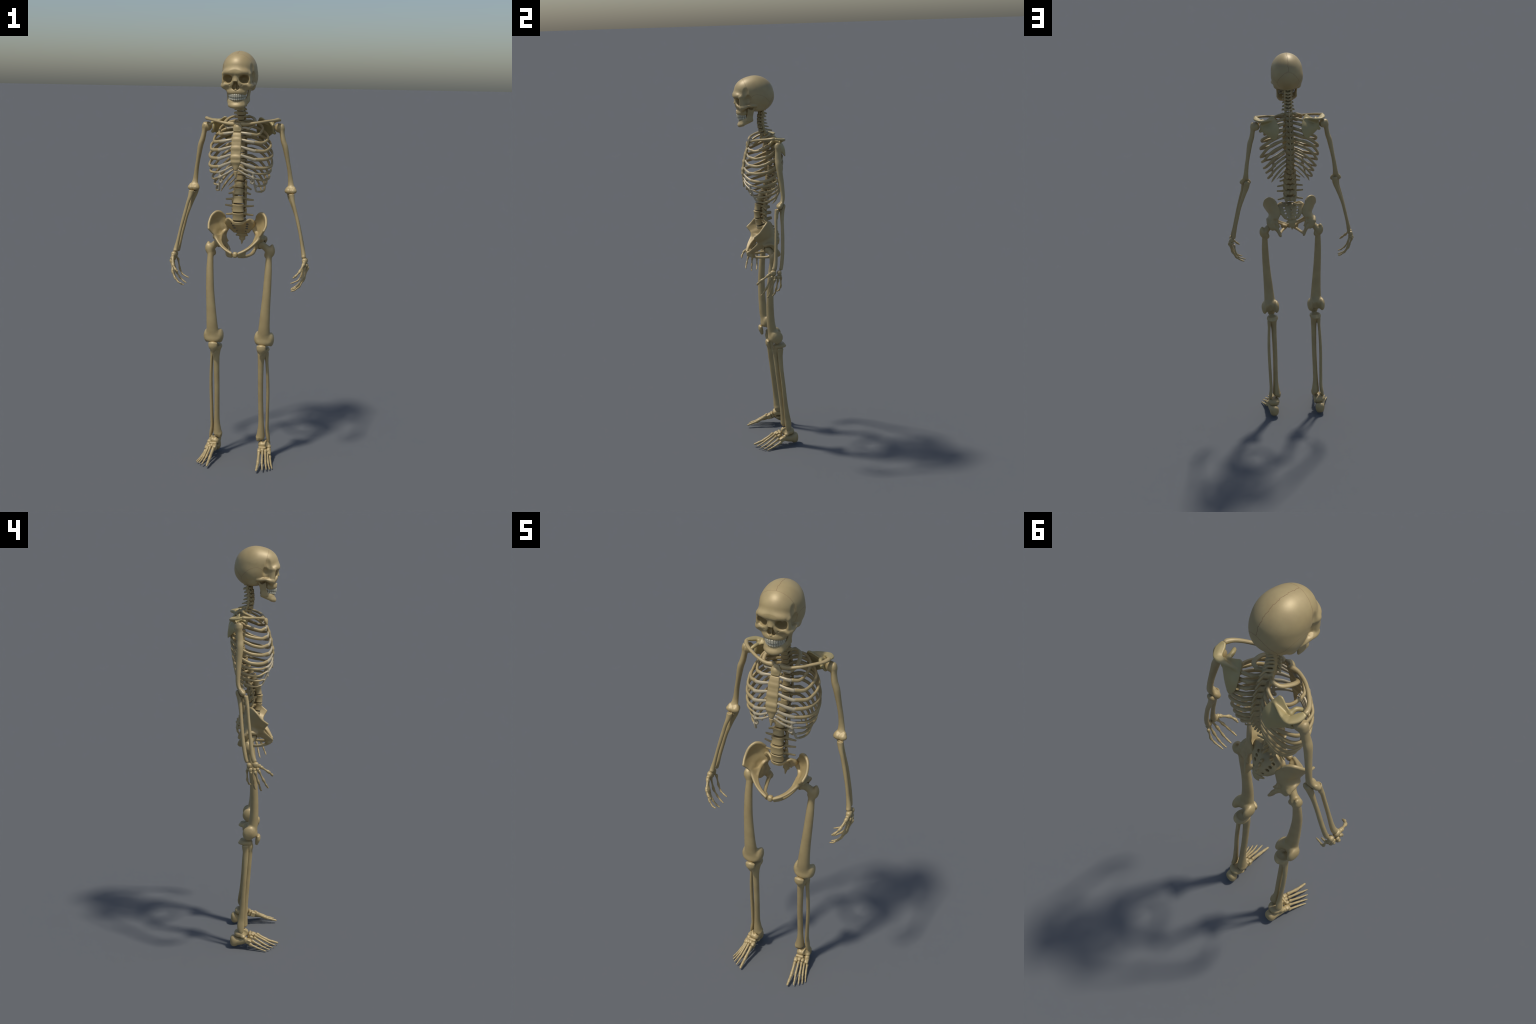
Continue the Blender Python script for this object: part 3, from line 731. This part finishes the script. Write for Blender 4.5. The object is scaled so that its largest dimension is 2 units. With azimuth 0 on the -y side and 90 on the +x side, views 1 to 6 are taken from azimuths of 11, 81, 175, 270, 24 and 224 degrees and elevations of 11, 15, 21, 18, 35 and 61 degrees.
def scapula():
    s = Solid(.0018); t = .0032
    # rows from upper border to lower tip, columns from inner border to outer border
    s.plate([[(.0810, .0570, 1.6975, .0040), (.0900, .0560, 1.6980, .0040), (.1060, .0590, 1.6880, t), (.1220, .0620, 1.6800, t), (.1360, .0640, 1.6740, .005)],
             [(.0700, .0740, 1.6800, t), (.0860, .0770, 1.6790, t), (.1020, .0780, 1.6730, t), (.1200, .0750, 1.6660, t), (.1400, .0690, 1.6580, .006)],
             [(.0605, .0950, 1.6520, t), (.0790, .1000, 1.6500, t), (.0980, .0990, 1.6460, t), (.1180, .0910, 1.6420, t), (.1400, .0740, 1.6370, .006)],
             [(.0625, .1050, 1.6230, t), (.0770, .1085, 1.6210, t), (.0920, .1075, 1.6190, t), (.1080, .1000, 1.6190, t), (.1240, .0880, 1.6200, .0042)],
             [(.0740, .1090, 1.5980, t), (.0790, .1100, 1.5950, t), (.0830, .1100, 1.5940, t), (.0890, .1085, 1.5960, t), (.0960, .1040, 1.6010, .0036)]], k=.004)
    # glenoid and its lower lip
    s.ell((.1450, .0690, 1.6470), (.0080, .0130, .0200), k=.008)
    s.ell((.1560, .0640, 1.6510), (.0070, .0140, .0180), k=.004, cut=True)
    s.ell((.1500, .0700, 1.6300), (.0070, .0080, .0070), k=.007)
    # spine rising outward into the broad acromion, which turns forward to meet the clavicle
    s.plate([[(.0790, .0730, 1.6770, .0040), (.1020, .0745, 1.6740, .0050), (.1220, .0740, 1.6700, .0055), (.1400, .0740, 1.6680, .0060)],
             [(.0800, .0760, 1.6810, .0042), (.1040, .0820, 1.6820, .0055), (.1250, .0870, 1.6815, .0062), (.1430, .0880, 1.6810, .0060)],
             [(.0830, .0780, 1.6850, .0030), (.1060, .0870, 1.6860, .0046), (.1270, .0945, 1.6850, .0052), (.1450, .0960, 1.6840, .0050)]], k=.008)
    s.plate([[(.1380, .0820, 1.6830, .0052), (.1400, .0900, 1.6830, .0054), (.1430, .0960, 1.6830, .0050)],
             [(.1470, .0790, 1.6850, .0050), (.1530, .0880, 1.6860, .0056), (.1580, .0950, 1.6860, .0050)],
             [(.1530, .0690, 1.6880, .0050), (.1640, .0740, 1.6890, .0054), (.1720, .0780, 1.6880, .0046)],
             [(.1590, .0570, 1.6910, .0050), (.1690, .0590, 1.6920, .0054), (.1770, .0610, 1.6910, .0044)],
             [(.1660, .0480, 1.6945, .0050), (.1710, .0475, 1.6945, .0052), (.1760, .0480, 1.6940, .0044)]], k=.008)
    # coracoid hook
    s.tube([(.1330, .0620, 1.6740), (.1350, .0450, 1.6790), (.1430, .0310, 1.6730), (.1500, .0240, 1.6650)], [.0085, .0076, .0070, .0062], k=.007)
    return s
bone('scapula', scapula(), SCAP, pair=True)

# ================================================================== PELVIS
PELVIS = empty('pelvis', (0, 0, 1.15))
def hip_bone():
    s = Solid(.0019)
    # ilium: rows from the crest down to the socket, columns from the sacral edge to the front spine
    s.plate([[(.0800, .0290, 1.2370, .0054), (.0950, .0170, 1.2520, .0062), (.1140, .0030, 1.2535, .0066), (.1310, -.0170, 1.2360, .0062), (.1370, -.0420, 1.2060, .0056), (.1320, -.0680, 1.1840, .0052)],
             [(.0750, .0340, 1.2210, .0044), (.0910, .0250, 1.2290, .0032), (.1110, .0140, 1.2260, .0028), (.1260, -.0080, 1.2130, .0028), (.1310, -.0340, 1.1950, .0032), (.1280, -.0640, 1.1780, .0050)],
             [(.0650, .0370, 1.1990, .0062), (.0850, .0320, 1.2040, .0045), (.1050, .0200, 1.2010, .0036), (.1180, -.0020, 1.1920, .0034), (.1220, -.0280, 1.1780, .0040), (.1190, -.0540, 1.1650, .0052)],
             [(.0620, .0360, 1.1760, .0075), (.0800, .0350, 1.1800, .0075), (.0980, .0240, 1.1760, .0070), (.1080, .0020, 1.1690, .0065), (.1100, -.0220, 1.1610, .0065), (.1080, -.0480, 1.1530, .0055)],
             [(.0750, .0420, 1.1550, .0070), (.0870, .0370, 1.1550, .0095), (.0990, .0240, 1.1500, .0120), (.1060, .0020, 1.1450, .0120), (.1040, -.0200, 1.1420, .0110), (.1010, -.0440, 1.1370, .0070)]], k=.006)
    # socket block with a raised outer rim
    s.ell((.0990, .0140, 1.1190), (.0270, .0330, .0360), k=.014, p=2.3)
    s.tube([(.1230, .0380, 1.1260), (.1260, .0280, 1.1360), (.1255, .0100, 1.1410), (.1180, -.0140, 1.1340)], [.0060, .0060, .0060, .0060], k=.010)
    s.tube([(.1230, .0380, 1.1260), (.1150, .0420, 1.1060), (.1020, .0380, 1.0900)], [.0060, .0060, .0060], k=.010)
    s.ell((.1090, .0050, 1.1090), (.0240, .0245, .0245), k=.003, cut=True)
    # inner wall of the true pelvis, topped by the brim
    s.plate([[(.0720, .0340, 1.1640, .006), (.0830, .0120, 1.1500, .005), (.0840, -.0100, 1.1430, .0045), (.0815, -.0340, 1.1290, .0045)],
             [(.0760, .0450, 1.1320, .006), (.0840, .0220, 1.1240, .007), (.0860, .0000, 1.1190, .006), (.0860, -.0220, 1.1160, .005)],
             [(.0740, .0480, 1.1060, .006), (.0800, .0290, 1.0980, .007), (.0850, .0100, 1.0950, .006), (.0880, -.0080, 1.1000, .005)]], k=.008)
    # upper pubic branch: brim, outer ridge, lower margin
    s.plate([[(.0840, -.0080, 1.1440, .0045), (.0815, -.0340, 1.1290, .0042), (.0660, -.0610, 1.1070, .0040), (.0440, -.0780, 1.0910, .0040), (.0180, -.0900, 1.0770, .0046)],
             [(.1060, -.0460, 1.1440, .0055), (.0940, -.0580, 1.1280, .0046), (.0710, -.0750, 1.1050, .0042), (.0450, -.0860, 1.0870, .0042), (.0180, -.0930, 1.0740, .0050)],
             [(.0960, -.0220, 1.1200, .0060), (.0830, -.0380, 1.1090, .0050), (.0640, -.0560, 1.0940, .0046), (.0430, -.0690, 1.0790, .0046), (.0190, -.0800, 1.0620, .0056)]], k=.007)
    s.tube([(.0980, -.0240, 1.1330), (.0860, -.0430, 1.1190), (.0660, -.0640, 1.1010), (.0440, -.0760, 1.0850), (.0200, -.0860, 1.0700)], [.0090, .0070, .0058, .0054, .0060], k=.006)
    # lower branch back to the seat bone
    s.tube([(.0180, -.0800, 1.0610), (.0340, -.0590, 1.0560), (.0480, -.0300, 1.0540), (.0580, .0050, 1.0560), (.0640, .0350, 1.0620), (.0640, .0580, 1.0680)],
           [(.0075, .0090), (.0078, .0075), (.0075, .0068), (.0080, .0072), (.0085, .0110), (.0065, .0120)], ref=(0, 0, 1), k=.007)
    s.ell((.0330, -.0700, 1.0680), (.0150, .0110, .0110), k=.009)
    # seat bone: from the socket down and back, with its spine
    s.tube([(.0960, .0280, 1.1050), (.0800, .0440, 1.0940), (.0680, .0590, 1.0760), (.0610, .0700, 1.0620)], [(.0170, .0160), (.0110, .0165), (.0075, .0160), (.0050, .0100)], ref=(0, .7, .7), k=.009)
    s.tube([(.0790, .0480, 1.1250), (.0640, .0540, 1.1085)], [(.0060, .0085), (.0024, .0030)], k=.009)
    return s
bone('hip_bone', hip_bone(), parent=PELVIS, pair=True)
bone('pubic_symphysis', Solid(.0013).ell((0, -.0845, 1.0670), (.0118, .0120, .0140), p=2.6), parent=PELVIS)

# ================================================================== SKULL
def skull():
    s = Solid(.0011)
    # braincase
    s.ell((0, -.0245, 1.9150), (.0792, .0970, .0858), k=.01)
    s.ell((0, .0000, 1.8870), (.0680, .0735, .0580), k=.02)
    s.ell((0, -.0120, 1.8760), (.0755, .0640, .0540), k=.02, p=2.3)
    s.ell((0, -.0680, 1.9260), (.0620, .0590, .0555), k=.02)         # forehead
    # brow
    s.tube([(-.0560, -.1040, 1.8990), (-.0440, -.1170, 1.9030), (-.0230, -.1230, 1.9040), (0, -.1220, 1.9050), (.0230, -.1230, 1.9040), (.0440, -.1170, 1.9030), (.0560, -.1040, 1.8990)],
           [.0085, .0105, .0125, .0130, .0125, .0105, .0085], k=.020)
    for q in (-1, 1):
        # outer orbit wall: a broad plate running back to the temple
        s.plate([[(q * .0590, -.1090, 1.8960, .0048), (q * .0600, -.0990, 1.8960, .0060), (q * .0570, -.0900, 1.8960, .0050)],
                 [(q * .0600, -.1080, 1.8800, .0046), (q * .0610, -.0980, 1.8800, .0056), (q * .0570, -.0890, 1.8800, .0050)],
                 [(q * .0600, -.1060, 1.8640, .0060), (q * .0620, -.0950, 1.8620, .0066), (q * .0590, -.0870, 1.8620, .0056)],
                 [(q * .0590, -.1010, 1.8500, .0080), (q * .0640, -.0920, 1.8480, .0070), (q * .0640, -.0830, 1.8500, .0060)]], k=.008)
        s.ell((q * .0460, -.0800, 1.8740), (.0130, .0250, .0300), k=.010)    # wall behind the eye
        # cheek bone and floor of the orbit
        s.tube([(q * .0590, -.1000, 1.8440), (q * .0460, -.1070, 1.8500), (q * .0300, -.1130, 1.8510), (q * .0160, -.1180, 1.8580)], [.0090, .0075, .0065, .0055], k=.008)
        s.ell((q * .0380, -.0980, 1.8400), (.0230, .0170, .0170), k=.010)
        s.tube([(q * .0600, -.0980, 1.8430), (q * .0680, -.0860, 1.8460), (q * .0715, -.0680, 1.8530), (q * .0715, -.0480, 1.8520), (q * .0680, -.0280, 1.8520)],
               [(.0095), (.0076), (.0066), (.0056), (.0066)], k=.008)
        s.ell((q * .0620, -.0600, 1.8560), (.0090, .0220, .0050), k=.008)
        s.ell((q * .0540, -.0100, 1.8400), (.0150, .0190, .0155), k=.012)     # mastoid
        # side wall of the upper jaw
        s.tube([(q * .0480, -.0960, 1.8400), (q * .0360, -.0960, 1.8270), (q * .0350, -.0880, 1.8140)], [.0100, .0100, .0070], k=.008)
        s.tube([(q * .0360, -.0740, 1.8450), (q * .0370, -.0660, 1.8200)], [(.0050, .0100), (.0035, .0090)], k=.008)
        s.tube([(q * .0100, -.1200, 1.8820), (q * .0130, -.1190, 1.8660), (q * .0170, -.1150, 1.8480)], [.0060, .0060, .0060], k=.007)   # frontal branch of the jaw
    s.ell((0, -.0900, 1.8480), (.0420, .0300, .0420), k=.012)                # face core
    s.tube([(0, -.1220, 1.8920), (0, -.1250, 1.8780), (0, -.1295, 1.8655)], [(.0085, .0070), (.0080, .0060), (.0090, .0040)], ref=(0, 1, 0), k=.009)   # nasal bones
    # upper jaw arch
    arch = [(.0385 * math.sin(t), -.0800 - .0345 * math.cos(t)**.8, 1.8170) for t in np.linspace(-math.pi / 2, math.pi / 2, 13)]
    s.tube(arch, [(.0075, .0110)] * 13, ref=(0, 0, 1), k=.010)
    s.ell((0, -.0950, 1.8230), (.0330, .0210, .0140), k=.008)
    for q in (-1, 1):
        # eye socket: deep cone, rounded-square rim
        s.tube([(q * .0400, -.1400, 1.8745), (q * .0385, -.1180, 1.8745), (q * .0345, -.1020, 1.8755), (q * .0310, -.0930, 1.8760)],
               [(.0228, .0195), (.0216, .0184), (.0185, .0160), (.0120, .0110)], ref=(0, 0, 1), k=.0045, cut=True)
        # temple: recessed panel behind the orbit wall and a shallow hollow above it
        s.ell((q * .0800, -.0700, 1.8850), (.0215, .0172, .0250), k=.005, cut=True)
        s.ell((q * .0960, -.0850, 1.9270), (.0340, .0240, .0420), k=.006, cut=True)
        s.ell((q * .0560, -.0600, 1.8400), (.0090, .0190, .0140), k=.006, cut=True)      # under the arch
        s.ell((q * .0740, -.0260, 1.8430), (.0070, .0040, .0040), k=.003, cut=True)      # ear canal
        s.ell((q * .0290, -.1220, 1.8465), (.0034, .0050, .0024), k=.002, cut=True)      # foramen under the eye
        s.ell((q * .0450, -.1200, 1.8300), (.0120, .0130, .0110), k=.010, cut=True)      # canine hollow
        s.tube([(q * .0075, -.1400, 1.8375), (q * .0070, -.1080, 1.8385)], [(.0100, .0118)] * 2, ref=(0, 0, 1), k=.003, cut=True)   # nose opening
    s.tube([(0, -.1400, 1.8510), (0, -.1080, 1.8510)], [(.0095, .0120)] * 2, ref=(0, 0, 1), k=.004, cut=True)
    s.tube([(0, -.1100, 1.8290), (0, -.1000, 1.8560)], [(.0012, .0060)] * 2, ref=(0, 1, 0), k=.003)
    s.ell((0, -.1170, 1.8265), (.0045, .0065, .0034), k=.004)               # nasal spine
    s.ell((0, .0050, 1.8200), (.0150, .0180, .0140), k=.008, cut=True)      # foramen magnum
    s.ell((0, -.0750, 1.8120), (.0270, .0420, .0130), k=.006, cut=True)     # palate vault
    return s

SK = skull().field()
head = bone('skull', SK)

# ---- sutures: fine wavy seams pressed into the braincase
def seam(points, wob, freq, side=0, seed=1, n=60):
    r = np.random.default_rng(seed); P = spline(points, n // (len(points) - 1))
    C = V(0, -.02, 1.90); t = np.linspace(0, 1, len(P))
    T = np.gradient(P, axis=0); T /= np.linalg.norm(T, axis=1)[:, None]
    S = np.cross(T, P - C); S /= np.linalg.norm(S, axis=1)[:, None]
    w = sum(np.sin(2 * np.pi * (f * freq * t + r.random())) * a for f, a in ((1, .6), (2.3, .5), (4.1, .35)))
    P = P + S * (wob * w)[:, None]
    out = []
    for p in P:
        d = unit(p - C); tt = np.linspace(.045, .115, 300)
        v = SK.value(C + d * tt[:, None]); j = np.argmax(v > 0)
        if j == 0: continue
        u = tt[j - 1] + (tt[j] - tt[j - 1]) * (-v[j - 1]) / (v[j] - v[j - 1])
        out.append(C + d * u)
    return np.array(out)

def ribbon(P, r):
    """Low half-round bead following P on the skull (4-sided tube)."""
    C = V(0, -.02, 1.90); T = np.gradient(P, axis=0); T /= np.linalg.norm(T, axis=1)[:, None]
    N = P - C; N /= np.linalg.norm(N, axis=1)[:, None]; S = np.cross(T, N); S /= np.linalg.norm(S, axis=1)[:, None]
    k = 6; V_ = []; F = []
    for i in range(len(P)):
        for j in range(k):
            a = 2 * np.pi * j / k
            V_.append(P[i] + S[i] * r * math.cos(a) + N[i] * r * (.45 * math.sin(a) - .1))
    for i in range(len(P) - 1):
        for j in range(k):
            a, b = i * k + j, i * k + (j + 1) % k
            F.append((a, b, b + k, a + k))
    return np.array(V_), np.array(F)

breg, lamb = V(0, -.083, 1.982), V(0, .069, 1.920)
SEAMS = [([breg, (0, -.040, 2.0), (0, .010, 1.997), (0, .048, 1.965), lamb], .0016, 6, 3, .0009),
         ([breg, (.035, -.080, 1.972), (.062, -.072, 1.945), (.070, -.070, 1.922), (.070, -.073, 1.906)], .0006, 5, 4, .0006),
         ([lamb, (.022, .066, 1.910), (.045, .055, 1.885), (.056, .045, 1.866)], .0010, 5, 5, .0006),
         ([(.056, .045, 1.866), (.052, .042, 1.852), (.046, .040, 1.840)], .0006, 3, 6, .0005),
         ([(.071, -.052, 1.894), (.076, -.040, 1.906), (.078, -.015, 1.908), (.074, .012, 1.898), (.066, .032, 1.880), (.056, .045, 1.866)], .0003, 4, 7, .0005),
         ([(.070, -.073, 1.906), (.072, -.066, 1.909), (.073, -.056, 1.902), (.071, -.052, 1.890), (.066, -.056, 1.872), (.064, -.064, 1.862)], .0002, 3, 8, .0005)]
for i, (pts, wob, fr, sd, r) in enumerate(SEAMS):
    Pm = seam([V(*p) for p in pts], wob, fr, seed=sd, n=90 if i == 0 else 60)
    v, F = ribbon(Pm, r)
    put('suture', v, F, SUTURE, head)
    if i: put('suture', v, F, SUTURE, head, flip=True)

# ---- lower jaw
def mandible():
    s = Solid(.0012)
    s.tube([(-.0470, -.0500, 1.7880), (-.0420, -.0720, 1.7770), (-.0330, -.0910, 1.7690), (-.0180, -.1030, 1.7650), (0, -.1065, 1.7640),
            (.0180, -.1030, 1.7650), (.0330, -.0910, 1.7690), (.0420, -.0720, 1.7770), (.0470, -.0500, 1.7880)],
           [(.0050, .0150), (.0055, .0155), (.0060, .0160), (.0060, .0165), (.0060, .0165), (.0060, .0165), (.0060, .0160), (.0055, .0155), (.0050, .0150)],
           ref=(0, .12, 1), n=6, k=.004)
    s.tube([(-.0300, -.0950, 1.7570), (-.0150, -.1055, 1.7540), (0, -.1075, 1.7530), (.0150, -.1055, 1.7540), (.0300, -.0950, 1.7570)], [.0070, .0085, .0095, .0085, .0070], k=.010)
    for q in (-1, 1):
        s.plate([[(q * .0475, -.0500, 1.7790, .0046), (q * .0465, -.0600, 1.7770, .0046), (q * .0440, -.0740, 1.7790, .0048)],
                 [(q * .0485, -.0465, 1.8000, .0038), (q * .0480, -.0570, 1.8000, .0036), (q * .0460, -.0690, 1.8020, .0038)],
                 [(q * .0515, -.0425, 1.8200, .0036), (q * .0510, -.0540, 1.8200, .0032), (q * .0490, -.0675, 1.8200, .0036)],
                 [(q * .0545, -.0390, 1.8330, .0042), (q * .0525, -.0530, 1.8290, .0030), (q * .0505, -.0670, 1.8380, .0032)]], k=.005)
        s.tube([(q * .0545, -.0390, 1.8320), (q * .0550, -.0360, 1.8420)], [.0055, .0060], k=.004)
        s.ell((q * .0550, -.0360, 1.8430), (.0090, .0060, .0060), k=.004)
        s.ell((q * .0165, -.1160, 1.7675), (.0024, .0050, .0022), k=.002, cut=True)
    s.tube([(-.0180, -.1190, 1.7745), (0, -.1215, 1.7740), (.0180, -.1190, 1.7745)], [.0060] * 3, k=.008, cut=True)
    return s
jaw = bone('mandible', mandible())

# ---- teeth: four crown shapes, shared by all that repeat
def crown(w, d, h, p):
    s = Solid(.0007); s.ell((0, 0, 0), (w / 2, d / 2, h / 2), p=p, k=.001)
    v, F = s.mesh(1); return v, F
CROWN = {'incisor': crown(.0100, .0066, .0165, 4.6), 'lateral': crown(.0080, .0066, .0160, 4.2), 'canine': crown(.0078, .0076, .0165, 2.8),
         'premolar': crown(.0074, .0082, .0155, 3.2), 'molar': crown(.0096, .0098, .0150, 3.4)}
def teeth(parent, arc, zc, drop, sc, sz, tiltdir):
    kinds = ['incisor', 'lateral', 'canine', 'premolar', 'premolar', 'molar', 'molar']
    meshes = {}
    S = spline(arc, 40); L = np.concatenate([[0], np.cumsum(np.linalg.norm(np.diff(S, axis=0), axis=1))])
    pos = 0
    for i, kd in enumerate(kinds):
        w = np.ptp(CROWN[kd][0][:, 0]) * sc
        m = pos + w / 2 + .0001; pos += w + .0002
        c = V(*[np.interp(m, L, S[:, j]) for j in range(2)]); t = V(*[np.interp(m + .001, L, S[:, j]) - np.interp(m - .001, L, S[:, j]) for j in range(2)])
        ang = math.atan2(t[1], t[0])
        z = zc + drop * (m / L[-1])**1.6
        for q in (1, -1):
            if kd not in meshes:
                o = put('tooth', *CROWN[kd], TOOTH, parent); meshes[kd] = o.data
            else:
                o = bpy.data.objects.new('tooth', meshes[kd]); bpy.context.scene.collection.objects.link(o); o.parent = parent
            o.location = V(q * c[0], c[1], z) - V(*parent.location)
            o.rotation_euler = (tiltdir * .10 * math.cos(ang), 0, q * ang)
            o.scale = (sc, sc, sz)
teeth(head, [(0, -.1175), (.0120, -.1155), (.0240, -.1070), (.0335, -.0930), (.0385, -.0760), (.0395, -.0680)], 1.7995, .0060, 1.0, 1.0, 1)
teeth(jaw, [(0, -.1125), (.0120, -.1105), (.0230, -.1030), (.0320, -.0900), (.0370, -.0740), (.0380, -.0660)], 1.7858, .0075, .92, .84, -1)
